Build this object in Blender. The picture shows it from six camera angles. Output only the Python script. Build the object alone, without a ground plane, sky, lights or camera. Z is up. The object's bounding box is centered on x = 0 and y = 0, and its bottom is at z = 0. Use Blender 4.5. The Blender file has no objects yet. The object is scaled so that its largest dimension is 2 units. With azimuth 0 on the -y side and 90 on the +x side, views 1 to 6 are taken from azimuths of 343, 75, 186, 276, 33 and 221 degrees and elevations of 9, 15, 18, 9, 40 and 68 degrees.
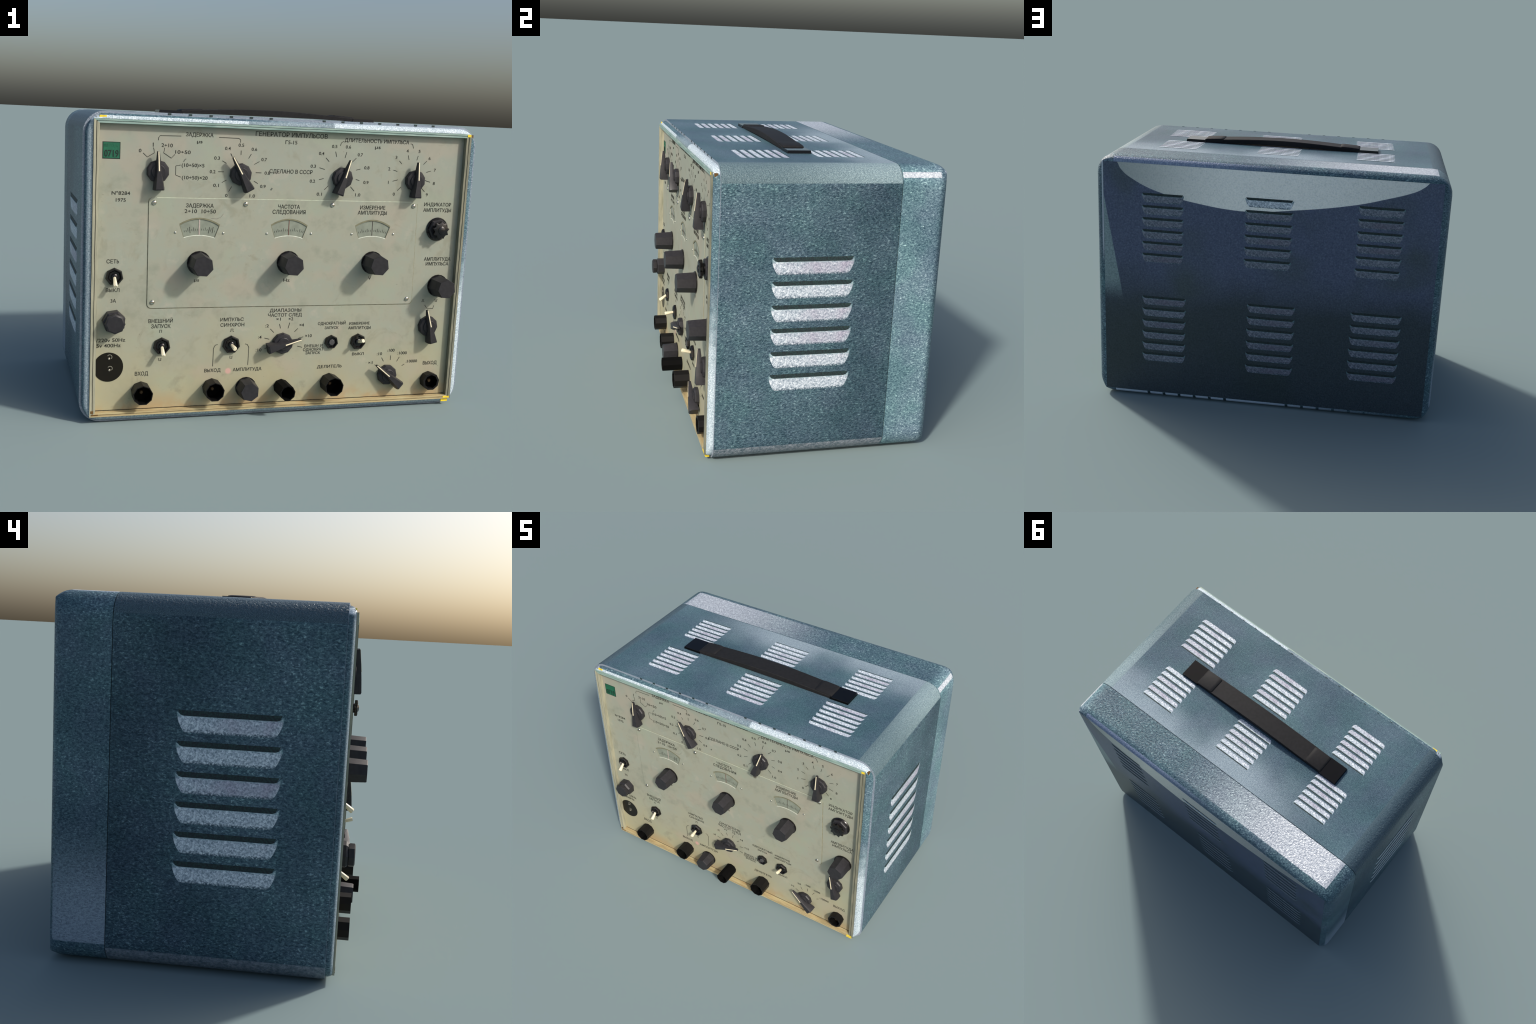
import bpy, bmesh, math, random
from mathutils import Vector, Matrix

random.seed(7)
COL = bpy.context.scene.collection

# ------------------------------------------------------------------ frame of the object (metres)
HX = 1.0                   # half width of the case
Z0, Z1 = 0.0, 1.4718        # case bottom and top
R_CORNER = 0.103           # corner radius of the case cross-section
Y_LIP = -0.496             # front rim of the sleeve
Y_SEAM = 0.380             # joint between sleeve and rear cover
Y_REAR = 0.620             # rear face
FX, FZ0, FZ1 = 0.954, 0.034, 1.436   # square-cornered frame / rear panel
Y_FRAME = -0.533
Y_PANEL = -0.505
Y_PLATE = -0.5085


# ------------------------------------------------------------------ node helpers
class Nodes:
    def __init__(self, name):
        self.mat = bpy.data.materials.new(name)
        self.mat.use_nodes = True
        self.t = self.mat.node_tree
        self.t.nodes.clear()
        self.out = self.t.nodes.new("ShaderNodeOutputMaterial")
        self.bsdf = self.t.nodes.new("ShaderNodeBsdfPrincipled")
        self.t.links.new(self.bsdf.outputs[0], self.out.inputs[0])
        tc = self.t.nodes.new("ShaderNodeTexCoord")
        self.obj = tc.outputs["Object"]
        sep = self.t.nodes.new("ShaderNodeSeparateXYZ")
        self.t.links.new(self.obj, sep.inputs[0])
        self.x, self.y, self.z = sep.outputs

    def put(self, socket, v):
        if isinstance(v, bpy.types.NodeSocket):
            self.t.links.new(v, socket)
        elif isinstance(v, (tuple, list)) and len(v) == 3 and len(socket.default_value) == 4:
            socket.default_value = (*v, 1)
        else:
            socket.default_value = v

    def math(self, op, a, b=0.0, c=0.0, clamp=False):
        n = self.t.nodes.new("ShaderNodeMath")
        n.operation, n.use_clamp = op, clamp
        for i, v in enumerate((a, b, c)):
            self.put(n.inputs[i], v)
        return n.outputs[0]

    def ramp01(self, v, lo, hi):           # smooth 0..1 (hi may be below lo)
        n = self.t.nodes.new("ShaderNodeMapRange")
        n.interpolation_type = "SMOOTHSTEP"
        flip = hi < lo
        self.put(n.inputs[0], v)
        n.inputs[1].default_value, n.inputs[2].default_value = min(lo, hi), max(lo, hi)
        n.inputs[3].default_value, n.inputs[4].default_value = (1, 0) if flip else (0, 1)
        return n.outputs[0]

    def band(self, v, lo, hi, soft=0.002):
        return self.mul(self.ramp01(v, lo - soft, lo + soft), self.ramp01(v, hi + soft, hi - soft))

    def mul(self, *vs):
        r = vs[0]
        for v in vs[1:]:
            r = self.math("MULTIPLY", r, v)
        return r

    def inv(self, v):
        return self.math("SUBTRACT", 1.0, v)

    def noise(self, scale, detail=2.0, rough=0.5, stretch=(1, 1, 1), dist=0.0, shift=(0, 0, 0)):
        m = self.t.nodes.new("ShaderNodeMapping")
        self.t.links.new(self.obj, m.inputs[0])
        m.inputs["Scale"].default_value = stretch
        m.inputs["Location"].default_value = shift
        n = self.t.nodes.new("ShaderNodeTexNoise")
        self.t.links.new(m.outputs[0], n.inputs["Vector"])
        n.inputs["Scale"].default_value = scale
        n.inputs["Detail"].default_value = detail
        n.inputs["Roughness"].default_value = rough
        n.inputs["Distortion"].default_value = dist
        return n.outputs[0]

    def voronoi(self, scale, feature="F1", out=0):
        n = self.t.nodes.new("ShaderNodeTexVoronoi")
        n.feature = feature
        self.t.links.new(self.obj, n.inputs["Vector"])
        n.inputs["Scale"].default_value = scale
        return n.outputs[out]

    def ramp(self, fac, stops):
        n = self.t.nodes.new("ShaderNodeValToRGB")
        e = n.color_ramp.elements
        while len(e) < len(stops):
            e.new(0.5)
        for el, (p, c) in zip(e, stops):
            el.position, el.color = p, (*c, 1)
        self.put(n.inputs[0], fac)
        return n.outputs[0]

    def mix(self, fac, a, b, mode="MIX"):
        n = self.t.nodes.new("ShaderNodeMix")
        n.data_type, n.blend_type = "RGBA", mode
        self.put(n.inputs[0], fac)
        self.put(n.inputs[6], a)
        self.put(n.inputs[7], b)
        return n.outputs[2]

    def curve(self, v, pts, lo, hi):       # Float Curve of v, inputs and outputs rescaled to 0..1
        s = self.math("DIVIDE", self.math("SUBTRACT", v, lo), hi - lo, clamp=True)
        n = self.t.nodes.new("ShaderNodeFloatCurve")
        c = n.mapping.curves[0]
        while len(c.points) < len(pts):
            c.points.new(0.5, 0.5)
        for p, (a, b) in zip(c.points, pts):
            p.location = ((a - lo) / (hi - lo), b)
        n.mapping.update()
        self.put(n.inputs["Value"], s)
        return n.outputs[0]

    def bump(self, height, strength=0.3, distance=0.003):
        n = self.t.nodes.new("ShaderNodeBump")
        self.put(n.inputs["Strength"], strength)
        n.inputs["Distance"].default_value = distance
        self.put(n.inputs["Height"], height)
        self.t.links.new(n.outputs[0], self.bsdf.inputs["Normal"])

    def done(self, colour, rough=0.5, metal=0.0, spec=0.5, coat=0.0):
        self.put(self.bsdf.inputs["Base Color"], colour)
        self.put(self.bsdf.inputs["Roughness"], rough)
        self.put(self.bsdf.inputs["Metallic"], metal)
        self.put(self.bsdf.inputs["Specular IOR Level"], spec)
        self.bsdf.inputs["Coat Weight"].default_value = coat
        return self.mat


# ------------------------------------------------------------------ materials
def hammered(n, coarse=1.0):
    """Hammertone enamel: slate ground, teal and pale flecks. Returns colour and height."""
    h = n.noise(92 * coarse, 2, 0.55, (0.85, 0.85, 1.5), 0.7)
    g = n.noise(210, 2, 0.6)
    big = n.noise(2.3, 3, 0.55, shift=(0.3, 0.9, 0.2))
    # the lid is sprayed finer than the flanks
    lidm = n.mul(n.ramp01(n.z, 1.462, 1.468), n.ramp01(n.y, 0.384, 0.378))
    fine = n.math("MULTIPLY_ADD", g, 0.55, n.math("MULTIPLY_ADD", h, 0.20, 0.106))
    fl = n.math("ADD", n.math("MULTIPLY", h, 0.80), n.math("MULTIPLY", g, 0.20))
    fl = n.math("ADD", n.math("MULTIPLY", fl, n.inv(lidm)), n.math("MULTIPLY", fine, lidm))
    cloud = n.math("MULTIPLY", n.math("SUBTRACT", big, 0.5), 0.30)
    base = n.ramp(n.math("ADD", fl, cloud), [(0.31, (0.022, 0.052, 0.074)), (0.47, (0.066, 0.117, 0.148)),
                       (0.60, (0.118, 0.196, 0.226)), (0.72, (0.33, 0.47, 0.49))])
    lav = n.ramp(n.noise(6, 2, 0.5, shift=(5, 1, 1)), [(0.35, (1.08, 1.0, 1.06)), (0.65, (0.94, 1.03, 1.0))])
    col = n.mix(1.0, base, lav, "MULTIPLY")
    speck = n.ramp01(n.noise(150, 2, 0.5, shift=(3, 1, 2)), 0.70, 0.78)
    col = n.mix(n.math("MULTIPLY", speck, 0.6), col, (0.24, 0.47, 0.46))
    return col, fl


PALE = (0.52, 0.56, 0.62)


def sleeve_material():
    n = Nodes("hammered_enamel_sleeve")
    col, fl = hammered(n)
    fine = n.noise(420, 2, 0.6)
    ax = n.math("ABSOLUTE", n.x)
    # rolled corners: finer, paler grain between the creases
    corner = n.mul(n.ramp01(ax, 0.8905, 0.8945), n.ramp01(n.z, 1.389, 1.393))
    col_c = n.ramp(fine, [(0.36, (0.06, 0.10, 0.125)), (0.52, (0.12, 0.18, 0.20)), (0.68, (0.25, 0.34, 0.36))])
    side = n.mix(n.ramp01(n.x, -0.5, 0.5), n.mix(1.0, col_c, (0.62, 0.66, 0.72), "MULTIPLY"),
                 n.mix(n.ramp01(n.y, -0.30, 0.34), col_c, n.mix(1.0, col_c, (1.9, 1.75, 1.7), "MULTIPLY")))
    # shade on the flank baked into its colour, darker towards the rear
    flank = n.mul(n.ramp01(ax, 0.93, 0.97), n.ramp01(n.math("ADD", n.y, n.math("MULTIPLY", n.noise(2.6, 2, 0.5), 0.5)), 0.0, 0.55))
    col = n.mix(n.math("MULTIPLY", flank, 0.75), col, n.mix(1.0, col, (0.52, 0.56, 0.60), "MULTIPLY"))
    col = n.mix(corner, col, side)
    # lower rolled edge: greyer, lavender cast
    low = n.mul(n.ramp01(n.z, 0.079, 0.076), n.ramp01(ax, 0.88, 0.90))
    col = n.mix(n.math("MULTIPLY", low, 0.8), col, n.ramp(n.noise(70, 3, 0.6), [(0.35, (0.12, 0.16, 0.19)), (0.7, (0.36, 0.38, 0.42))]))
    # soft highlight painted into the lid colour towards the rear
    top = n.mul(n.ramp01(n.z, 1.467, 1.4705), n.inv(corner))
    painted_sheen = n.mul(top, n.ramp01(n.math("ADD", n.y, n.math("MULTIPLY", n.noise(2.2, 2, 0.5, shift=(0.4, 0.1, 0)), 0.5)), 0.33, 0.66))
    painted_sheen = n.math("MULTIPLY", painted_sheen, n.ramp01(n.x, -0.80, -0.10))
    pale = n.ramp(fl, [(0.35, (0.20, 0.27, 0.32)), (0.62, (0.48, 0.57, 0.63))])
    col = n.mix(n.math("MULTIPLY", painted_sheen, 0.75), col, pale)
    # front rim: lit look of the lip tinted in as lavender
    rim = n.ramp01(n.y, -0.4945, -0.4955)
    col = n.mix(n.math("MULTIPLY", rim, 0.6), col, (0.36, 0.40, 0.48))
    n.bump(fl, n.math("MULTIPLY_ADD", n.ramp01(n.z, 1.455, 1.468), -0.55, 0.9), 0.009)
    return n.done(col, 0.36, 0.0, n.math("MULTIPLY_ADD", n.ramp01(n.z, 1.455, 1.468), -0.12, 0.22))


def rear_cover_material():
    n = Nodes("hammered_enamel_rear_cover")
    col, fl = hammered(n, 1.25)
    ax = n.math("ABSOLUTE", n.x)
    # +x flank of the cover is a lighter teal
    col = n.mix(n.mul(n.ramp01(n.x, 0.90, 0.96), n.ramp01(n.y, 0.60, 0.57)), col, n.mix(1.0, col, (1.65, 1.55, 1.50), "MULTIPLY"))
    pale = n.ramp(fl, [(0.36, (0.34, 0.38, 0.44)), (0.52, (0.55, 0.59, 0.64)), (0.66, (0.80, 0.84, 0.87))])
    # pale patch on the lid, bright towards -x with a crisp end
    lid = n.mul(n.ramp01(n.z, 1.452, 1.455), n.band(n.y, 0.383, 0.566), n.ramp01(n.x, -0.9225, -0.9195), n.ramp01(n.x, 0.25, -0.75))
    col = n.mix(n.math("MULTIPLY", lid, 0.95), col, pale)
    # white strip on the +x shoulder
    strip = n.mul(n.ramp01(n.x, 0.9, 0.91), n.band(n.z, 1.416, 1.4405), n.band(n.y, 0.3845, 0.583))
    col = n.mix(strip, col, pale)
    # blue-lavender strip along the top rear fillet
    fil = n.mul(n.ramp01(n.y, 0.595, 0.599), n.ramp01(n.z, 1.43, 1.434), n.ramp01(n.x, 0.8965, 0.8935), n.ramp01(n.x, -0.25, 0.45))
    col = n.mix(fil, col, n.ramp(n.noise(160, 2, 0.6, (1, 1, 0.3)), [(0.35, (0.16, 0.21, 0.32)), (0.7, (0.33, 0.40, 0.52))]))
    # lower -x flank: paler tone ending at a crisp line above the bottom roll
    flank = n.mul(n.ramp01(n.x, -0.985, -0.992), n.ramp01(n.z, 0.0885, 0.0915), n.ramp01(n.z, 0.62, 0.16))
    col = n.mix(n.math("MULTIPLY", flank, 0.8), col, n.ramp(fl, [(0.34, (0.20, 0.25, 0.30)), (0.55, (0.36, 0.42, 0.49))]))
    # lavender strip with dark dashes along the bottom rear edge
    low = n.mul(n.ramp01(n.z, 0.0330, 0.0310), n.ramp01(n.y, 0.570, 0.574), n.ramp01(ax, 0.8985, 0.8955), n.ramp01(n.x, -0.85, 0.1))
    saw = n.math("FRACT", n.math("MULTIPLY_ADD", n.math("SUBTRACT", n.x, 0.692), 10.695, 20.1))
    runs = n.math("MAXIMUM", n.band(n.x, 0.20, 0.715), n.band(n.x, -0.62, -0.11))
    dash = n.mul(n.ramp01(saw, 0.20, 0.17), runs)
    col = n.mix(n.math("MULTIPLY", low, 0.85), col, n.mix(dash, (0.66, 0.74, 0.86), (0.012, 0.03, 0.035)))
    # pale edge on the +x rear corner and dashes along the bottom rear edge
    edge = n.mul(n.ramp01(n.x, 0.9545, 0.9555), n.ramp01(n.x, 0.9645, 0.9630), n.ramp01(n.y, 0.605, 0.609), n.ramp01(n.z, 0.8, 1.0))
    col = n.mix(n.math("MULTIPLY", edge, 0.9), col, PALE)
    n.bump(fl, 0.5, 0.008)
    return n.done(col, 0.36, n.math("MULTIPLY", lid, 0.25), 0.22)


def rear_panel_material():
    n = Nodes("rear_panel_enamel")
    h = n.noise(110, 3, 0.6, (1, 1, 1), 0.5)
    g = n.noise(300, 2, 0.6)
    fl = n.math("ADD", n.math("MULTIPLY", h, 0.7), n.math("MULTIPLY", g, 0.3))
    big = n.noise(1.6, 3, 0.5, shift=(2.2, 0, 0.6))
    navy = n.ramp(fl, [(0.34, (0.046, 0.062, 0.118)), (0.52, (0.084, 0.108, 0.180)), (0.70, (0.150, 0.184, 0.270))])
    grey = n.ramp(fl, [(0.32, (0.032, 0.050, 0.062)), (0.72, (0.085, 0.115, 0.130))])
    col = n.mix(n.ramp01(big, 0.48, 0.70), navy, grey)
    lower = n.ramp01(n.math("ADD", n.z, n.math("MULTIPLY", n.math("SUBTRACT", big, 0.5), 0.5)), 0.86, 0.56)  # lower half darkened: smooth shade baked into the panel colour
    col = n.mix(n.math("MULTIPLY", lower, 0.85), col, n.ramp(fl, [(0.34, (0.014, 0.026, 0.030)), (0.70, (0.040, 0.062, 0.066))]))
    light = n.ramp(fl, [(0.32, (0.72, 0.74, 0.76)), (0.52, (0.94, 0.93, 0.93)), (0.72, (1.0, 0.98, 0.98))])
    # bow-shaped reflection painted in pale colour under the upper edge
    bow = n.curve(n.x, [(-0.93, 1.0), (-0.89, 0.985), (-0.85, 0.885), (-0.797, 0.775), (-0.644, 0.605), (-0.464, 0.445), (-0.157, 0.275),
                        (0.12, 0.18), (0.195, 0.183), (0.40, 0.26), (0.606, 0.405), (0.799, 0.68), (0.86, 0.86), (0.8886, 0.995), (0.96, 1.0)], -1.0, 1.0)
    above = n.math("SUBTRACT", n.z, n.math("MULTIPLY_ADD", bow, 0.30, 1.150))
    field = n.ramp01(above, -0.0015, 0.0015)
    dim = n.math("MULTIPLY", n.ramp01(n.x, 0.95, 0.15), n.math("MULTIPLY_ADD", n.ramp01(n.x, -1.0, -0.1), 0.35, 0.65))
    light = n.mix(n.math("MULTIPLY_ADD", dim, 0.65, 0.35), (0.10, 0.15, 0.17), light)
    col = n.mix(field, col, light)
    # sliver of the same painted reflection down the +x edge
    line = n.math("MULTIPLY_ADD", n.math("SUBTRACT", n.z, 0.742), 0.176, 0.865)
    sliver = n.mul(n.ramp01(n.math("SUBTRACT", n.x, line), -0.001, 0.001), n.ramp01(n.z, 0.60, 0.76), n.ramp01(n.z, 1.432, 1.428))
    col = n.mix(n.math("MULTIPLY", sliver, 0.7), col, n.ramp(fl, [(0.35, (0.20, 0.28, 0.29)), (0.65, (0.40, 0.52, 0.53))]))
    n.bump(fl, 0.8, 0.006)
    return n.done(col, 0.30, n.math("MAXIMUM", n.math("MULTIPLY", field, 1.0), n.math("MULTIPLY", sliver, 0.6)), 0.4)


def ax_of(n):
    return n.math("ABSOLUTE", n.x)


def bezel_material():
    n = Nodes("bezel_enamel")
    col, fl = hammered(n, 1.3)
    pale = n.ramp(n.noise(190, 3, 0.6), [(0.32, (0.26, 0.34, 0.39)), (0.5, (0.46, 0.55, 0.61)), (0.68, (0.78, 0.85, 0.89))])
    # bright bands along the upper front edge (broken in the middle), the +x edge below mid height and the lower edge
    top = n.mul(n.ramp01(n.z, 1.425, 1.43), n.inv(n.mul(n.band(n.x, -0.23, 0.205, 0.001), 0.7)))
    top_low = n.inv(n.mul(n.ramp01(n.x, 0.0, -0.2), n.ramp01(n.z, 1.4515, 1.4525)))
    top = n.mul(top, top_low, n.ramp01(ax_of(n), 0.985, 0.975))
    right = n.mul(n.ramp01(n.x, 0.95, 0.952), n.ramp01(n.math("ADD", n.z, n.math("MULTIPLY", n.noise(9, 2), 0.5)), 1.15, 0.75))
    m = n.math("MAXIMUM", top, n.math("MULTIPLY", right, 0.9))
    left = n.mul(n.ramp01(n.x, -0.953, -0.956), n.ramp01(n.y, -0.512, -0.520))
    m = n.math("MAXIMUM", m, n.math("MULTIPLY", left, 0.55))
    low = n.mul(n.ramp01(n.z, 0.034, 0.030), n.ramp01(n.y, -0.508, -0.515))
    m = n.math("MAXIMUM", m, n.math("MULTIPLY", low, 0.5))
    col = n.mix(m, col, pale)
    n.bump(fl, 0.5, 0.003)
    return n.done(col, 0.45, 0.0, 0.2)


def louver_material(name="louver_pale_lavender", k=1.0):
    n = Nodes(name)
    col0, fl = hammered(n, 1.5)
    a = n.ramp(fl, [(0.34, (0.22, 0.28, 0.34)), (0.48, (0.46, 0.52, 0.59)), (0.64, (0.84, 0.89, 0.94))])
    b = n.ramp(fl, [(0.34, (0.25, 0.24, 0.32)), (0.66, (0.52, 0.48, 0.58))])
    info = n.t.nodes.new("ShaderNodeObjectInfo")
    f = n.math("ADD", n.math("MULTIPLY", n.noise(9, 2), 0.8), n.math("MULTIPLY", info.outputs["Random"], 0.4))
    col = n.mix(n.ramp01(f, 0.60, 1.05), a, b)
    gen = n.t.nodes.new("ShaderNodeSeparateXYZ")
    tc = [q for q in n.t.nodes if q.bl_idname == "ShaderNodeTexCoord"][0]
    n.t.links.new(tc.outputs["Generated"], gen.inputs[0])
    gx, gy = gen.outputs[0], gen.outputs[1]
    # the lightened colour fades into the case towards the foot and the ends of each louver
    ragged = n.math("ADD", gy, n.math("MULTIPLY", n.math("SUBTRACT", fl, 0.5), 0.35))
    end = n.math("ABSOLUTE", n.math("SUBTRACT", gx, 0.5))
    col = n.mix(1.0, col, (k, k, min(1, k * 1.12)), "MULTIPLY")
    body = n.mul(n.ramp01(ragged, -0.02, 0.20), n.ramp01(end, 0.502, 0.47))
    col = n.mix(body, col0, col)
    tint = n.ramp01(gy, 0.66, 0.80)
    col = n.mix(n.math("MULTIPLY", tint, 0.40), col, (0.13, 0.32, 0.31))
    n.bump(fl, 0.6, 0.005)
    return n.done(col, 0.42, 0.0, 0.25)


def slot_material():
    n = Nodes("louver_slot_dark")
    return n.done(n.ramp(n.noise(120, 2), [(0.4, (0.010, 0.016, 0.020)), (0.7, (0.018, 0.050, 0.046))]), 0.7)


def panel_material(name, warm=1.0):
    n = Nodes(name)
    big = n.noise(2.6, 4, 0.55)
    mid = n.noise(11, 4, 0.6, shift=(1.3, 0, 2))
    grain = n.noise(260, 2, 0.6)
    col = n.ramp(mid, [(0.30, (0.268, 0.284, 0.222)), (0.46, (0.322, 0.326, 0.256)), (0.60, (0.308, 0.330, 0.266)), (0.74, (0.375, 0.358, 0.290))])
    # yellowed lower part
    yel = n.ramp01(n.math("ADD", n.z, n.math("MULTIPLY", big, 0.9)), 1.10, 0.42)
    col = n.mix(n.math("MULTIPLY", yel, 0.80 * warm), col, (0.41, 0.370, 0.220))
    cool = n.ramp01(n.math("ADD", n.z, n.math("MULTIPLY", big, 0.6)), 1.25, 1.70)
    col = n.mix(n.math("MULTIPLY", cool, 0.40), col, (0.270, 0.295, 0.255))
    pink = n.ramp01(n.noise(5, 3, 0.5, shift=(7, 0, 3)), 0.55, 0.68)
    col = n.mix(n.math("MULTIPLY", pink, 0.30), col, (0.41, 0.335, 0.265))
    green = n.ramp01(n.noise(4, 3, 0.5, shift=(2, 0, 9)), 0.54, 0.68)
    col = n.mix(n.math("MULTIPLY", green, 0.35), col, (0.310, 0.360, 0.265))
    # rust run along the lower edge, soft pink stain
    rust = n.mul(n.ramp01(n.z, 0.16, 0.055), n.ramp01(n.noise(6, 4, 0.6, shift=(0.7, 0, 0)), 0.44, 0.62))
    col = n.mix(n.math("MULTIPLY", rust, 0.55), col, (0.40, 0.24, 0.10))
    dx, dz = n.math("ADD", n.x, 0.276), n.math("SUBTRACT", n.z, 0.2275)
    d = n.math("SQRT", n.math("ADD", n.math("MULTIPLY", dx, dx), n.math("MULTIPLY", dz, dz)))
    col = n.mix(n.math("MULTIPLY", n.ramp01(d, 0.020, 0.009), 0.85), col, (0.62, 0.36, 0.31))
    grime = n.ramp01(n.noise(7, 5, 0.65, dist=0.8, shift=(1, 3, 5)), 0.56, 0.72)
    col = n.mix(n.math("MULTIPLY", grime, 0.45), col, (0.220, 0.215, 0.150))
    # fine dirt specks
    dirt = n.ramp01(n.noise(60, 3, 0.55, shift=(4, 4, 4)), 0.70, 0.80)
    col = n.mix(n.math("MULTIPLY", dirt, 0.5), col, (0.16, 0.15, 0.11))
    col = n.mix(n.math("MULTIPLY", n.ramp01(grain, 0.3, 0.7), 0.06), col, (0.2, 0.2, 0.16))
    n.bump(grain, 0.05, 0.001)
    return n.done(col, 0.55, 0.0, 0.4)


def frame_material(name, c0, c1, c2, axis):
    n = Nodes(name)
    st = (0.6, 4, 9) if axis == "x" else (9, 4, 0.6)
    s = n.noise(14, 4, 0.6, st)
    col = n.ramp(s, [(0.32, c0), (0.5, c1), (0.68, c2)])
    if axis == "x":
        rust = n.ramp01(n.noise(3.4, 3, 0.6, (1, 0, 0), shift=(1.55, 0, 0)), 0.56, 0.70)
        col = n.mix(n.math("MULTIPLY", rust, 0.55 if "lower" in name else 0.0), col, (0.42, 0.22, 0.07))
    return n.done(col, 0.38, 0.0, 0.5)


def plain(name, c, rough=0.5, metal=0.0, spec=0.5, vary=0.12, scale=60, coat=0.0):
    n = Nodes(name)
    lo, hi = tuple(v * (1 - vary) for v in c), tuple(min(1, v * (1 + vary)) for v in c)
    return n.done(n.ramp(n.noise(scale, 2), [(0.35, lo), (0.65, hi)]), rough, metal, spec, coat)


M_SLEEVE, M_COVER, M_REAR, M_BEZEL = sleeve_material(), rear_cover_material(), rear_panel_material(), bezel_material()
M_LOUVER, M_LOUVER_REAR, M_SLOT = louver_material(), louver_material("louver_dark_navy", 0.34), slot_material()
M_PANEL, M_PLATE = panel_material("panel_enamel"), panel_material("plate_enamel", 0.6)
M_BAR_TOP = frame_material("upper_frame_green", (0.16, 0.26, 0.23), (0.25, 0.36, 0.32), (0.36, 0.46, 0.40), "x")
M_BAR_LOW = frame_material("lower_frame_tan", (0.32, 0.25, 0.13), (0.46, 0.36, 0.19), (0.52, 0.46, 0.26), "x")
M_BAR_SIDE = frame_material("side_frame_olive", (0.25, 0.25, 0.18), (0.35, 0.34, 0.25), (0.43, 0.41, 0.29), "z")
M_BAR_RIGHT = frame_material("side_frame_shade_tinted", (0.13, 0.14, 0.105), (0.19, 0.19, 0.14), (0.28, 0.26, 0.18), "z")  # right bar coloured darker to hold its shading
M_LINE = plain("frame_groove_blue", (0.10, 0.15, 0.20), 0.5, vary=0.4, scale=200)
M_YELLOW = plain("yellow_paint", (0.85, 0.62, 0.03), 0.5)
M_BROWN = plain("brown_gap", (0.12, 0.06, 0.01), 0.7)
M_INK = plain("panel_ink", (0.030, 0.030, 0.024), 0.7, spec=0.2, vary=0.35, scale=40)
M_KNOB = plain("knob_bakelite", (0.025, 0.024, 0.027), 0.42, spec=0.28, vary=0.15)
M_JACK = plain("socket_bakelite", (0.007, 0.0065, 0.0065), 0.45, spec=0.2)
M_BLACK = plain("gloss_black", (0.006, 0.005, 0.005), 0.25, vary=0.2)
M_DEEP = plain("socket_black", (0.002, 0.002, 0.002), 0.8, spec=0.1)
M_CREAM = plain("cream_plastic", (0.78, 0.70, 0.50), 0.45, vary=0.05)
M_METAL = plain("screw_metal", (0.55, 0.54, 0.47), 0.28, 1.0, vary=0.2)
M_BRASS = plain("contact_brass", (0.10, 0.06, 0.03), 0.4, 0.7)
M_GREEN = plain("sticker_green", (0.004, 0.105, 0.052), 0.6, vary=0.15)
M_GREEN_INK = plain("sticker_ink", (0.002, 0.016, 0.010), 0.6)
M_DIAL = plain("dial_face", (0.225, 0.250, 0.200), 0.4, vary=0.10, scale=30)
M_RED = plain("hairline_red", (0.14, 0.035, 0.025), 0.5)
M_STRAP = plain("strap_rubber", (0.018, 0.018, 0.019), 0.6, spec=0.12)
M_CLAMP = plain("clamp_plate", (0.002, 0.002, 0.002), 0.10, spec=0.28)
M_BUTTON = plain("button_grey", (0.060, 0.058, 0.060), 0.5)


# ------------------------------------------------------------------ mesh helpers
def finish(name, me, mats, parent=None, smooth=None, loc=None):
    for m in mats if isinstance(mats, (list, tuple)) else [mats]:
        me.materials.append(m)
    if smooth is not None:
        me.shade_smooth()
        me.set_sharp_from_angle(angle=math.radians(smooth))
    o = bpy.data.objects.new(name, me)
    if loc:
        o.location = loc
    COL.objects.link(o)
    if parent:
        o.parent = parent
    return o


def mesh_of(name, verts, faces, mat_index=None):
    me = bpy.data.meshes.new(name)
    me.from_pydata([tuple(v) for v in verts], [], faces)
    if mat_index:
        me.polygons.foreach_set("material_index", mat_index)
    bm = bmesh.new()
    bm.from_mesh(me)
    bmesh.ops.recalc_face_normals(bm, faces=bm.faces)
    bm.to_mesh(me)
    bm.free()
    return me


def loft(rings, cap0=True, cap1=True):
    n = len(rings[0])
    verts = [v for r in rings for v in r]
    faces = []
    for k in range(len(rings) - 1):
        for i in range(n):
            j = (i + 1) % n
            faces.append((k * n + i, k * n + j, (k + 1) * n + j, (k + 1) * n + i))
    if cap0:
        faces.append(tuple(range(n))[::-1])
    if cap1:
        faces.append(tuple((len(rings) - 1) * n + i for i in range(n)))
    return verts, faces


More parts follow.
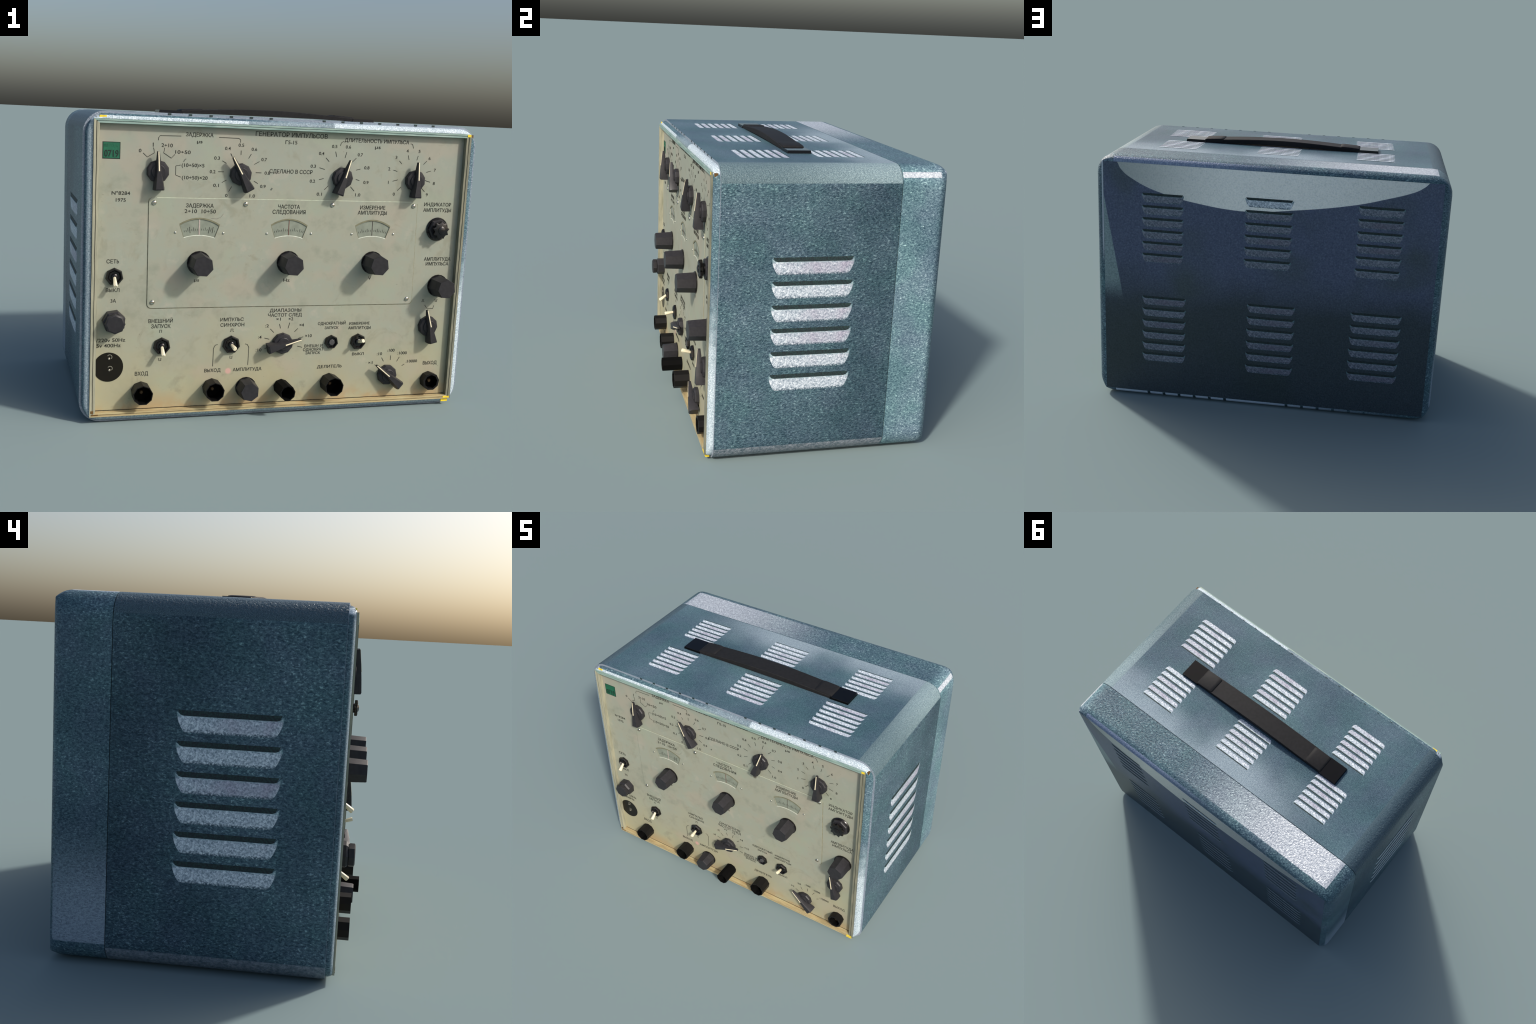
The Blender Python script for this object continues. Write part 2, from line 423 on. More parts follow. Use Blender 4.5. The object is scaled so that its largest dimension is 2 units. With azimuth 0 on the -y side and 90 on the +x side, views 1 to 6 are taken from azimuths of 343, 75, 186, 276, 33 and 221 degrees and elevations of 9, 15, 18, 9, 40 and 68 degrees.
class Batch:
    """Collects simple pieces into one mesh."""
    def __init__(self):
        self.v, self.f, self.m = [], [], []

    def add(self, verts, faces, mat=0):
        k = len(self.v)
        self.v += [tuple(p) for p in verts]
        self.f += [tuple(i + k for i in f) for f in faces]
        self.m += [mat] * len(faces)

    def box(self, x0, x1, y0, y1, z0, z1, mat=0):
        p = [(x, y, z) for x in (x0, x1) for y in (y0, y1) for z in (z0, z1)]
        self.add(p, [(0, 1, 3, 2), (4, 6, 7, 5), (0, 4, 5, 1), (2, 3, 7, 6), (0, 2, 6, 4), (1, 5, 7, 3)], mat)

    def lathe(self, profile, sides, cx=0, cz=0, turn=0.0, mat=0, star=0.0):
        """profile: (radius, y) from the panel outwards; polygonal cross-section round the y axis."""
        rings = []
        for r, y in profile:
            ring = []
            for i in range(sides):
                a = turn + 2 * math.pi * i / sides
                rr = r * (1 - (star if i % 2 else 0))
                ring.append((cx + rr * math.sin(a), y, cz + rr * math.cos(a)))
            rings.append(ring)
        self.add(*loft(rings), mat)

    def stroke(self, pts, width, y, mat=0, thick=0.0004):
        """flat ink line through (x, z) points"""
        P = [Vector(p) for p in pts]
        L, R = [], []
        for i, p in enumerate(P):
            d = (P[min(i + 1, len(P) - 1)] - P[max(i - 1, 0)]).normalized()
            nrm = Vector((-d.y, d.x)) * width / 2
            L.append(p + nrm)
            R.append(p - nrm)
        for i in range(len(P) - 1):
            q = [L[i], L[i + 1], R[i + 1], R[i]]
            v = [(a.x, yy, a.y) for yy in (y, y + thick) for a in q]
            self.add(v, [(0, 1, 2, 3), (4, 7, 6, 5), (0, 4, 5, 1), (1, 5, 6, 2), (2, 6, 7, 3), (3, 7, 4, 0)], mat)

    def make(self, name, mats, parent=None, smooth=None, loc=None):
        return finish(name, mesh_of(name, self.v, self.f, self.m), mats, parent, smooth, loc)


def outline(hx, z0, z1, r, seg=7):
    """rounded rectangle in x/z, with extra points on the flats so that they stay flat when smooth-shaded"""
    pts = []
    for cx, cz, a0 in ((hx - r, z1 - r, 0), (-hx + r, z1 - r, 90), (-hx + r, z0 + r, 180), (hx - r, z0 + r, 270)):
        c = [(cx + r * math.cos(math.radians(a0 + 90 * i / seg)), cz + r * math.sin(math.radians(a0 + 90 * i / seg))) for i in range(seg + 1)]
        t0, t1 = math.radians(a0 - 90), math.radians(a0 + 180)
        pts.append((c[0][0] + 0.012 * math.cos(t0), c[0][1] + 0.012 * math.sin(t0)))
        pts += c
        pts.append((c[-1][0] + 0.012 * math.cos(t1), c[-1][1] + 0.012 * math.sin(t1)))
    return pts


def to_rect(p, hx, z0, z1):
    return (max(-hx, min(hx, p[0])), max(z0, min(z1, p[1])))


# ------------------------------------------------------------------ root
root = bpy.data.objects.new("signal_generator", None)
root["label"] = "blue-grey hammered metal laboratory signal generator with beige control panel"
root["category"] = "lab instrument"
COL.objects.link(root)

# ------------------------------------------------------------------ case
CASE = outline(HX, Z0, Z1, R_CORNER)
BEZ = outline(HX - 0.011, Z0 + 0.011, Z1 - 0.011, R_CORNER - 0.011)


def ring(pts, y):
    return [(x, y, z) for x, z in pts]


v, f = loft([ring(CASE, Y_LIP), ring(CASE, Y_LIP + 0.006), ring(CASE, Y_SEAM - 0.008), ring(CASE, Y_SEAM - 0.0015)])
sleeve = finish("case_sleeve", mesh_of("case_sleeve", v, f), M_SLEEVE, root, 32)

IN = outline(HX - 0.004, Z0 + 0.004, Z1 - 0.004, R_CORNER - 0.004)
b = Batch()
b.add(*loft([ring(IN, Y_SEAM - 0.01), ring(IN, Y_SEAM + 0.012)]))
b.make("seam_gasket", M_SLOT, root, 32)

rings = [ring(CASE, Y_SEAM + 0.0015), ring(CASE, Y_SEAM + 0.008), ring(CASE, 0.556), ring(CASE, 0.564)]
for k in range(1, 8):
    a = math.pi / 2 * k / 7
    t, yy = 1 - math.cos(a), 0.565 + 0.054 * math.sin(a)
    rg = []
    for p in CASE:
        q = to_rect(p, FX, FZ0, FZ1 + 0.002)
        rg.append((p[0] + (q[0] - p[0]) * t, yy, p[1] + (q[1] - p[1]) * t))
    rings.append(rg)
v, f = loft(rings)
cover = finish("rear_cover", mesh_of("rear_cover", v, f), M_COVER, root, 32)

b = Batch()
b.box(-FX + 0.001, FX - 0.001, 0.606, Y_REAR, FZ0 + 0.001, FZ1 + 0.001)
rear_panel = b.make("rear_panel", M_REAR, root)

# front bezel: rolled ring that closes in on the square panel frame
rings = [ring(BEZ, Y_LIP + 0.01), ring(BEZ, Y_LIP - 0.002)]
for k in range(1, 7):
    a = math.pi / 2 * k / 6
    t, yy = (1 - math.cos(a)) * 0.85, Y_LIP - 0.003 - 0.026 * math.sin(a)
    rg = []
    for p in BEZ:
        q = to_rect(p, FX - 0.004, FZ0 + 0.003, FZ1 - 0.003)
        rg.append((p[0] + (q[0] - p[0]) * t, yy, p[1] + (q[1] - p[1]) * t))
    rings.append(rg)
v, f = loft(rings, True, False)
bezel = finish("front_bezel", mesh_of("front_bezel", v, f), M_BEZEL, root, 32)

# printed dashes on the upper and lower rim of the sleeve
b = Batch()
for x0, cnt in ((-0.604, 6), (0.16, 7)):
    for i in range(cnt):
        x = x0 + 0.0985 * i
        b.box(x - 0.009, x + 0.007, Y_LIP - 0.0012, Y_LIP + 0.002, 1.4645, 1.4730)
        b.box(-x - 0.009, -x + 0.007, Y_SEAM + 0.2, Y_SEAM + 0.203, 0.004, 0.005)
o = b.make("rim_dash", M_SLOT, sleeve)
o["kind"] = "stuff"


# ------------------------------------------------------------------ louvers
def louver_mesh(name, length, width, mat, h=0.0030):
    """Pressed louver in its own plane: x along, slot at y = 0, body running to y = -width, z outwards."""
    b = Batch()
    s = width * (0.24 if width > 0.05 else 0.17)
    nu, nv = 22, 8
    half = length / 2
    # dark slot: thin sunk-looking strip
    e = 0.0007
    b.add([(-half * 0.965, 0.0, e), (half * 0.955, 0.0, e), (half * 0.90, -s * 1.1, e), (-half * 0.90, -s * 1.1, e),
           (-half * 0.965, 0.0, -0.001), (half * 0.955, 0.0, -0.001), (half * 0.90, -s * 1.1, -0.001), (-half * 0.90, -s * 1.1, -0.001)],
          [(0, 1, 2, 3), (0, 4, 5, 1), (1, 5, 6, 2), (2, 6, 7, 3), (3, 7, 4, 0)], 1)
    grid = []
    for j in range(nv + 1):
        t = j / nv
        row = []
        hw = half * (1.0 - (0.16 if width > 0.05 else 0.09) * t ** 2.0)
        for i in range(nu + 1):
            u = -1 + 2 * i / nu
            u = math.copysign(1 - (1 - abs(u)) ** 1.5, u)
            ends = (1 - abs(u) ** 8)
            rise = math.cos(t * math.pi / 2) ** 0.8
            lift = 0.15 * s * 0
            yy = -s - (width - s) * t + lift
            if t == 0:                      # upper corners sweep up round the slot ends
                pass
            yy += s * 0.9 * max(0, abs(u) - 0.90) / 0.10 * (1 - t)
            row.append((hw * u, yy, -0.0005 + h * rise * ends + (0.3 * h if t < 1 and abs(u) < 1 else 0)))
        grid.append(row)
    verts = [p for r in grid for p in r]
    W = nu + 1
    faces = [(j * W + i, (j + 1) * W + i, (j + 1) * W + i + 1, j * W + i + 1) for j in range(nv) for i in range(nu)]
    k = len(verts)                           # lip: wall that drops from the upper edge into the slot
    verts += [(p[0], p[1], -0.0008) for p in grid[0]]
    faces += [(i, i + 1, k + i + 1, k + i) for i in range(nu)]
    b.add(verts, faces, 0)
    me = mesh_of(name, b.v, b.f, b.m)
    me.shade_smooth()
    me.set_sharp_from_angle(angle=math.radians(40))
    me.materials.append(mat)
    me.materials.append(M_SLOT)
    return me


def place_louvers(parent, me, xs, origin, ux, uy, un):
    m = Matrix((ux, uy, un)).transposed().to_4x4()
    m.translation = origin
    o = bpy.data.objects.new("louver", me)
    o.matrix_world = m
    COL.objects.link(o)
    o.parent = parent
    return o


# lid: 3 x 2 groups of six, slot on the rear side of each louver
cache = {}


def get_louver(length, width, mat=None, h=0.0030):
    key = (round(length, 3), round(width, 3), mat or M_LOUVER)
    if key not in cache:
        cache[key] = louver_mesh("louver", *key, h)
    return cache[key]


for x0, x1, ya, yb in ((0.480, 0.757, -0.352, -0.112), (-0.090, 0.178, -0.352, -0.114), (-0.679, -0.436, -0.350, -0.115),
                       (0.482, 0.722, 0.046, 0.281), (-0.122, 0.137, 0.046, 0.281), (-0.685, -0.453, 0.042, 0.272)):
    wid = 0.036
    ya, yb = ya - 0.004, yb + 0.005
    pitch = (yb - ya - wid) / 5
    for i in range(6):
        jig = 0.008 * (2.5 - i) / 5 if ya < 0 else 0
        place_louvers(sleeve, get_louver(x1 - x0, wid, None, 0.0012), None, ((x0 + x1) / 2 + jig, ya + wid + pitch * i, Z1), (1, 0, 0), (0, 1, 0), (0, 0, 1))
# flanks: one group of six each
for i in range(6):
    z = 1.042 - 0.1172 * i
    place_louvers(sleeve, get_louver(0.412, 0.088), None, (HX, -0.040 + 0.0015 * i, z), (0, 1, 0), (0, 0, 1), (1, 0, 0))
    place_louvers(sleeve, get_louver(0.412, 0.088), None, (-HX, -0.080 - 0.0003 * i, z), (0, -1, 0), (0, 0, 1), (-1, 0, 0))
# rear panel: 3 x 2 groups
for x0, x1, zt, zb in ((0.486, 0.731, 1.270, 0.914), (-0.138, 0.138, 1.286, 0.926), (-0.755, -0.495, 1.284, 0.921),
                       (0.468, 0.731, 0.650, 0.291), (-0.175, 0.108, 0.654, 0.273), (-0.787, -0.493, 0.655, 0.284)):
    for i in range(6):
        z = zt + (zb - zt) * i / 5
        place_louvers(rear_panel, get_louver(x1 - x0, 0.056, M_LOUVER if zt == 1.286 and i == 0 else M_LOUVER_REAR), None, ((x0 + x1) / 2, Y_REAR, z), (-1, 0, 0), (0, 0, 1), (0, 1, 0))  # top middle louver lightened where the painted bow crosses it

# ------------------------------------------------------------------ panel frame: four mitred bars with a groove line
WX, WZ = 0.0262, 0.0190


def bar(name, outer, inner, mat):
    """outer / inner: two (x, z) points each; the bar is two ribs with a dark line between them."""
    b = Batch()
    o0, o1, i0, i1 = (Vector(p) for p in (*outer, *inner))

    def strip(ta, tb, y, m):
        q = [o0.lerp(i0, ta), o1.lerp(i1, ta), o1.lerp(i1, tb), o0.lerp(i0, tb)]
        vv = [(p.x, yy, p.y) for yy in (y, -0.500) for p in q]
        b.add(vv, [(0, 1, 2, 3), (4, 7, 6, 5), (0, 4, 5, 1), (1, 5, 6, 2), (2, 6, 7, 3), (3, 7, 4, 0)], m)
    strip(0.0, 0.44, Y_FRAME, 0)
    strip(0.44, 0.56, -0.512, 1)
    strip(0.56, 1.0, Y_FRAME + 0.0005, 0)
    return b.make(name, [mat, M_LINE], bezel)


x, xi, zt, zti, zb, zbi = FX, FX - WX, FZ1, FZ1 - WZ, FZ0, FZ0 + WZ
bar("frame_bar", ((-x, zt), (x, zt)), ((-xi, zti), (xi, zti)), M_BAR_TOP)
bar("frame_bar", ((-x, zb), (x, zb)), ((-xi, zbi), (xi, zbi)), M_BAR_LOW)
bar("frame_bar", ((-x, zb), (-x, zt)), ((-xi, zbi), (-xi, zti)), M_BAR_SIDE)
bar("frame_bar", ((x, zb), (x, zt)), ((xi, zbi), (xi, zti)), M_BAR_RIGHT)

# yellow-painted corner clips
b = Batch()
b.box(-0.928, -0.896, -0.524, -0.510, 1.4365, 1.4515, 0)
b.box(-0.944, -0.929, -0.520, -0.508, 1.4365, 1.4460, 1)
b.box(0.931, 0.9505, Y_FRAME - 0.001, -0.52, 1.4215, 1.4345, 0)
b.box(0.9535, 0.9700, -0.521, -0.505, 1.4170, 1.4330, 1)
b.box(0.912, 0.9485, Y_FRAME - 0.001, -0.52, 0.0385, 0.0475, 0)
b.box(0.906, 0.944, -0.5255, -0.505, 0.0165, 0.0305, 0)
b.box(-0.949, -0.936, Y_FRAME - 0.001, -0.52, 0.0520, 0.0650, 1)
b.box(-0.947, -0.914, Y_FRAME - 0.001, -0.52, 0.0405, 0.0465, 1)
b.make("corner_clip", [M_YELLOW, M_BROWN], bezel)

# ------------------------------------------------------------------ front panel and instrument plate
b = Batch()
b.box(-0.934, 0.934, Y_PANEL, -0.498, 0.046, 1.424)
b.box(-0.9265, 0.9265, Y_PANEL - 0.0006, -0.5, 0.0545, 0.0575, 1)
panel = b.make("front_panel", [M_PANEL, M_DEEP], root)


def window_pts(cx, tl, tr, top, bl, br, mid, n=10):
    """annular-sector window: arched top and bottom edges (quadratic through three points)"""
    def arc(p, m, q):
        c = Vector(m) * 2 - (Vector(p) + Vector(q)) / 2
        return [tuple((1 - t) ** 2 * Vector(p) + 2 * t * (1 - t) * c + t * t * Vector(q)) for t in [i / n for i in range(n + 1)]]
    return arc(tl, top, tr) + arc(br, mid, bl)


WINDOWS = []
for cx, w in ((-0.4465, 0.0975), (0.0035, 0.0935), (0.449, 0.0950)):
    WINDOWS.append((cx, w, window_pts(cx, (cx - w, 0.9555), (cx + w, 0.9535), (cx - 0.001, 0.985), (cx - w + 0.021, 0.8950), (cx + w - 0.022, 0.8940), (cx - 0.001, 0.9065))))

cu = bpy.data.curves.new("instrument_plate", "CURVE")
cu.dimensions, cu.fill_mode = "2D", "BOTH"


def add_loop(pts):
    s = cu.splines.new("POLY")
    s.points.add(len(pts) - 1)
    for p, (a, c) in zip(s.points, pts):
        p.co = (a, c, 0, 1)
    s.use_cyclic_u = True


# rounded plate, sides leaning outwards a little to the lower right
PL = []
for cx, cz, a0, rr in ((0.668, 1.0615, 0, 0.02), (-0.672, 1.0615, 90, 0.02), (-0.668, 0.5745, 180, 0.02), (0.676, 0.5725, 270, 0.02)):
    PL += [(cx + rr * math.cos(math.radians(a0 + 15 * i)), cz + rr * math.sin(math.radians(a0 + 15 * i))) for i in range(7)]
add_loop(PL)
for _, _, w in WINDOWS:
    add_loop(w)
cu.extrude = 0.0014
cu.bevel_depth = 0.0006
cu.bevel_resolution = 1
tmp = bpy.data.objects.new("tmp", cu)
COL.objects.link(tmp)
bpy.context.view_layer.update()
me = bpy.data.meshes.new_from_object(tmp.evaluated_get(bpy.context.evaluated_depsgraph_get()))
bpy.data.objects.remove(tmp)
me.transform(Matrix.Translation((0, Y_PLATE + 0.002, 0)) @ Matrix.Rotation(math.radians(90), 4, "X"))
me.materials.clear()
plate = finish("instrument_plate", me, M_PLATE, root, 30)

# outline of the plate: dark line on three sides, pale line on top
b = Batch()
off = [(px + (0.0022 if px > 0 else -0.0022), pz + (0.0018 if pz > 0.8 else -0.0028)) for px, pz in PL]
b.stroke(off[10:] + off[:3], 0.0024, Y_PANEL - 0.0007)
b.make("plate_edge_dark_line", plain("edge_dark", (0.22, 0.20, 0.12), 0.7, vary=0.3), panel)
b = Batch()
b.stroke([(-0.655, 1.0822), (0.655, 1.0822)], 0.0030, Y_PLATE - 0.0002)
b.make("plate_edge_pale_line", plain("edge_pale", (0.50, 0.54, 0.42), 0.4), plate)

# dial scales behind the windows
for k, (cx, w, pts) in enumerate(WINDOWS):
    b = Batch()
    n = len(pts)
    grow = [(cx + (px - cx) * 1.02, 0.938 + (pz - 0.938) * 1.03) for px, pz in pts]
    front, back = [(p[0], Y_PANEL - 0.0006, p[1]) for p in grow], [(p[0], Y_PANEL + 0.001, p[1]) for p in grow]
    h = n // 2
    faces = [(i, i + 1, n - 2 - i, n - 1 - i) for i in range(h - 1)]
    b.add(front + back, faces + [(n + i, i, (i + 1) % n, n + (i + 1) % n) for i in range(n)], 0)
    yk = Y_PANEL - 0.0012
    R = 0.30
    for i in range(-9, 10):
        a = i * 0.0305
        r0, r1 = R, R + (0.016 if i % 3 == 0 else 0.009)
        c0 = (cx + r0 * math.sin(a), 0.628 + r0 * math.cos(a))
        c1 = (cx + r1 * math.sin(a), 0.628 + r1 * math.cos(a))
        if abs(c1[0] - cx) < w - 0.012:
            b.stroke([c0, c1], 0.0016, yk, 1)
    if k == 0:
        for dx in (-0.045, 0.045, 0.062):
            b.stroke([(cx + dx, 0.915), (cx + dx * 1.08, 0.945)], 0.0022, yk, 1)
    b.stroke([(cx - 0.001, 0.9075), (cx - 0.001, 0.983)], 0.0026 if k else 0.006, Y_PANEL - 0.0018, 2)
    red = (M_DIAL, M_RED, plain("hairline_dark", (0.05, 0.035, 0.03), 0.5))[k] if k else plain("hairline_faded", (0.44, 0.37, 0.33), 0.5)
    b.make("dial_scale", [M_DIAL, M_INK, red], plate)
    # pale lower lip; shading under the window's top edge drawn as a dark stroke
    b = Batch()
    low = [(px, pz - 0.0015) for px, pz in pts[n // 2:]]
    b.stroke(low, 0.0032, Y_PLATE - 0.0003, 0)
    up = [(px, pz + 0.001) for px, pz in pts[:n // 2]]
    b.stroke(up, 0.0075, Y_PLATE - 0.0003, 1)
    for sgn, q0, q1 in ((-1, pts[0], pts[-1]), (1, pts[n // 2 - 1], pts[n // 2])):
        b.stroke([q0, q1], 0.002, Y_PLATE - 0.0003, 1)
    b.make("window_rim", [plain("rim_pale", (0.66, 0.70, 0.60), 0.4), plain("rim_drawn_shadow", (0.17, 0.165, 0.10), 0.6)], plate)


def screw(name, x, z, r, y, parent, slot=True):
    b = Batch()
    b.lathe([(r, y), (r, y - r * 0.15), (r * 0.86, y - r * 0.40), (r * 0.5, y - r * 0.56), (r * 0.12, y - r * 0.6)], 16)
    if slot:
        b.box(-r * 0.75, r * 0.75, y - r * 0.62, y - r * 0.4, -r * 0.09, r * 0.09, 1)
    o = b.make(name, [M_METAL, M_BROWN], parent, 50, (x, 0, z))
    o.rotation_euler[1] = random.uniform(-0.6, 0.6)


for sx, sz in ((-0.6678, 1.058), (-0.2228, 1.058), (0.224, 1.0605), (0.6680, 1.062), (-0.6643, 0.5825), (0.6665, 0.5785)):
    screw("screw", sx, sz, 0.0115, Y_PLATE, plate)
for sx, sz in ((-0.5638, 0.918), (-0.3295, 0.916), (-0.1108, 0.9155), (0.1191, 0.9165), (0.3357, 0.9155), (0.5649, 0.9165)):
    screw("rivet", sx, sz, 0.0058, Y_PLATE, plate, False)

# ------------------------------------------------------------------ lettering
LABELS = [
    ("0", -0.739, 1.298, 0.015, 0.0166), ("1", -0.679, 1.327, 0.004, 0.0194), ("2÷10", -0.614, 1.326, 0.053, 0.0173),
    ("10÷50", -0.538, 1.297, 0.073, 0.0169), ("(10÷50)×5", -0.488, 1.237, 0.109, 0.0169), ("(10÷50)×20", -0.478, 1.179, 0.124, 0.0170),
    ("ЗАДЕРЖКА", -0.461, 1.380, 0.132, 0.0181), ("μs", -0.460, 1.349, 0.026, 0.0168), ("N°8284", -0.823, 1.100, 0.085, 0.0168),
    ("1975", -0.823, 1.068, 0.046, 0.0168), ("СДЕЛАНО В СССР", 0.000, 1.220, 0.221, 0.0190), ("ГЕНЕРАТОР ИМПУЛЬСОВ", -0.005, 1.396, 0.367, 0.0214),
    ("Г5-15", -0.007, 1.361, 0.060, 0.0180), ("ДЛИТЕЛЬНОСТЬ ИМПУЛЬСА", 0.444, 1.383, 0.349, 0.0186), ("μs", 0.449, 1.354, 0.030, 0.0179),
    ("ЗАДЕРЖКА", -0.449, 1.048, 0.134, 0.0186), ("2÷10  10÷50", -0.446, 1.021, 0.152, 0.0186), ("ЧАСТОТА", -0.003, 1.049, 0.112, 0.0192),
    ("СЛЕДОВАНИЯ", -0.001, 1.023, 0.170, 0.0200), ("μs", -0.452, 0.689, 0.025, 0.0161), ("Hz", 0.004, 0.684, 0.033, 0.0167),
    ("ИЗМЕРЕНИЕ", 0.442, 1.051, 0.137, 0.0193), ("АМПЛИТУДЫ", 0.442, 1.025, 0.159, 0.0193), ("V", 0.451, 0.690, 0.016, 0.0174),
    ("ИНДИКАТОР", 0.806, 1.072, 0.154, 0.0184), ("АМПЛИТУДЫ", 0.806, 1.043, 0.159, 0.0184), ("АМПЛИТУДА", 0.829, 0.787, 0.153, 0.0189),
    ("ИМПУЛЬСА", 0.830, 0.762, 0.131, 0.0177), ("СЕТЬ", -0.854, 0.780, 0.058, 0.0183), ("ВЫКЛ", -0.852, 0.643, 0.064, 0.0176),
    ("3А", -0.848, 0.592, 0.025, 0.0166), ("/220v 50Hz", -0.856, 0.402, 0.137, 0.0178), ("5v 400Hz", -0.866, 0.376, 0.114, 0.0179),
    ("ВНЕШНИЙ", -0.620, 0.490, 0.118, 0.0190), ("ЗАПУСК", -0.618, 0.464, 0.094, 0.0191), ("ВХОД", -0.706, 0.232, 0.064, 0.0193),
    ("ИМПУЛЬС", -0.266, 0.489, 0.118, 0.0176), ("СИНХРОН", -0.263, 0.462, 0.121, 0.0176), ("ВЫХОД", -0.355, 0.234, 0.082, 0.0172),
    ("АМПЛИТУДА", -0.177, 0.233, 0.149, 0.0166), ("ДИАПАЗОНЫ", 0.009, 0.530, 0.165, 0.0171), ("ЧАСТОТ СЛЕД", 0.007, 0.506, 0.178, 0.0172),
    ("ВНЕШН И", 0.168, 0.342, 0.097, 0.0147), ("ОДНОКРАТ", 0.168, 0.323, 0.110, 0.0154), ("ЗАПУСК", 0.167, 0.305, 0.079, 0.0140),
    ("ОДНОКРАТНЫЙ", 0.261, 0.457, 0.151, 0.0153), ("ЗАПУСК", 0.261, 0.434, 0.075, 0.0139), ("ИЗМЕРЕНИЕ", 0.413, 0.453, 0.113, 0.0140),
    ("АМПЛИТУДЫ", 0.415, 0.430, 0.125, 0.0148), ("ВЫКЛ", 0.416, 0.291, 0.065, 0.0142), ("ДЕЛИТЕЛЬ", 0.262, 0.230, 0.135, 0.0156),
    ("ВЫХОД", 0.834, 0.228, 0.081, 0.0186),
]
# rotary scales: centre, tick radii, label radius, first angle, step (degrees clockwise from the top), labels
DIALS = [
    (-0.257, 1.210, 0.080, 0.105, 0.126, -150, 30, ["0", "0.1", "0.2", "0.3", "0.4", "0.5", "0.6", "0.7", "0.8", "0.9", "1.0"]),
    (0.2546, 1.2135, 0.086, 0.113, 0.138, -135, 30, ["0.1", "0.2", "0.3", "0.4", "0.5", "0.6", "0.7", "0.8", "0.9", "1.0"]),
    (0.6466, 1.2143, 0.083, 0.107, 0.128, -135, 30, ["0", "1", "2", "3", "4", "5", "6", "7", "8", "9"]),
    (0.0068, 0.3627, 0.080, 0.104, 0.124, -105, 30, [":10", ":4", ":2", "×1", "×2", "×4", "×10", ""]),
    (0.6022, 0.1780, 0.075, 0.098, 0.123, -60, 30, ["×1", ":10", ":100", ":1000", ":10000"]),
]
LINES = [
    [(-0.7251, 1.2869), (-0.7055, 1.2689), (-0.6731, 1.2886), (-0.6749, 1.3052), (-0.6786, 1.3130)],
    [(-0.6248, 1.3139), (-0.6292, 1.29), (-0.5928, 1.2668), (-0.5762, 1.2847)],
    [(-0.5474, 1.2363), (-0.5702, 1.2315), (-0.5697, 1.1891), (-0.5455, 1.1798)],
    [(-0.6549, 1.3476), (-0.6553, 1.3587), (-0.6485, 1.3687), (-0.5489, 1.3706)],
    [(-0.3682, 1.3710), (-0.271, 1.3703), (-0.2617, 1.3636), (-0.2617, 1.3507)],
    [(0.2481, 1.3532), (0.2523, 1.3679), (0.2657, 1.3764)], [(0.6269, 1.3764), (0.6381, 1.3745), (0.6453, 1.3539)],
    [(0.7767, 0.5424), (0.7898, 0.525), (0.825, 0.5222), (0.8304, 0.5393)],
    [(-0.3333, 0.3637), (-0.3456, 0.3616), (-0.3545, 0.3449), (-0.3548, 0.254)],
    [(-0.1936, 0.3629), (-0.1826, 0.36), (-0.174, 0.3461), (-0.1751, 0.2542)],
]


def pulse(cx, cz, up, w=0.010, h=0.0125, foot=0.005):
    s = 1 if up else -1
    z0, z1 = cz - s * h / 2, cz + s * h / 2
    return [(cx - w / 2 - foot, z0), (cx - w / 2, z0), (cx - w / 2, z1), (cx + w / 2, z1), (cx + w / 2, z0), (cx + w / 2 + foot, z0)]


PULSES = [pulse(-0.264, 0.4347, True), pulse(-0.2635, 0.2975, False, foot=0.001), pulse(-0.6186, 0.4386, True, foot=0.001),
          pulse(-0.6186, 0.2988, False, foot=0.002), pulse(0.7650, 0.5660, True, 0.008), pulse(0.8405, 0.5653, False, 0.0085)]


def lettering(text, cx, cz, width, cap, y, parent, mat=None, name="label_text"):
    c = bpy.data.curves.new("text", "FONT")
    # the built-in font fills the bowls of the soft sign, so borrow the Latin b for it
    c.body, c.align_x, c.align_y = text.replace("Ы", "bI").replace("Ь", "b"), "LEFT", "BOTTOM_BASELINE"
    c.extrude, c.resolution_u, c.offset = 0.01, 3, 0.008
    t = bpy.data.objects.new("text", c)
    COL.objects.link(t)
    bpy.context.view_layer.update()
    me = bpy.data.meshes.new_from_object(t.evaluated_get(bpy.context.evaluated_depsgraph_get()))
    bpy.data.objects.remove(t)
    xs = [v.co.x for v in me.vertices]
    x0, x1 = min(xs), max(xs)
    sx, sy = width / max(x1 - x0, 1e-4), cap / 0.728
    if len(text) == 1:
        sx = min(sx, sy * 1.15)
    for v in me.vertices:
        v.co = ((v.co.x - (x0 + x1) / 2) * sx, -0.0003 if v.co.z > 0 else 0.0003, v.co.y * sy - cap / 2)
    me.materials.clear()
    return finish(name, me, mat or M_INK, parent, None, (cx, y, cz))


def on_plate(x, z):
    return -0.69 < x < 0.69 and 0.555 < z < 1.08


for t, cx, cz, w, cap in LABELS:
    up = on_plate(cx, cz)
    lettering(t, cx, cz, w, cap, (Y_PLATE if up else Y_PANEL) - 0.0005, plate if up else panel)
for cx, cz, r0, r1, rl, a0, da, names in DIALS:
    b = Batch()
    for i, t in enumerate(names):
        a = math.radians(a0 + da * i)
        s, c = math.sin(a), math.cos(a)
        k0, k1 = r0 + random.uniform(-0.004, 0.004), r1 + random.uniform(-0.004, 0.004)
        b.stroke([(cx + k0 * s, cz + k0 * c), (cx + k1 * s, cz + k1 * c)], 0.0026, Y_PANEL - 0.0008)
        if t:
            w = 0.0118 * len(t.replace(".", "").replace(":", "")) + 0.004 * t.count(".") + 0.006 * t.count(":")
            push = 0.35 * w * abs(s)
            lettering(t, cx + (rl + push) * s, cz + (rl + 0.003) * c, w, 0.0158, Y_PANEL - 0.0005, panel)
    o = b.make("scale_mark", M_INK, panel)
    o["kind"] = "stuff"
b = Batch()
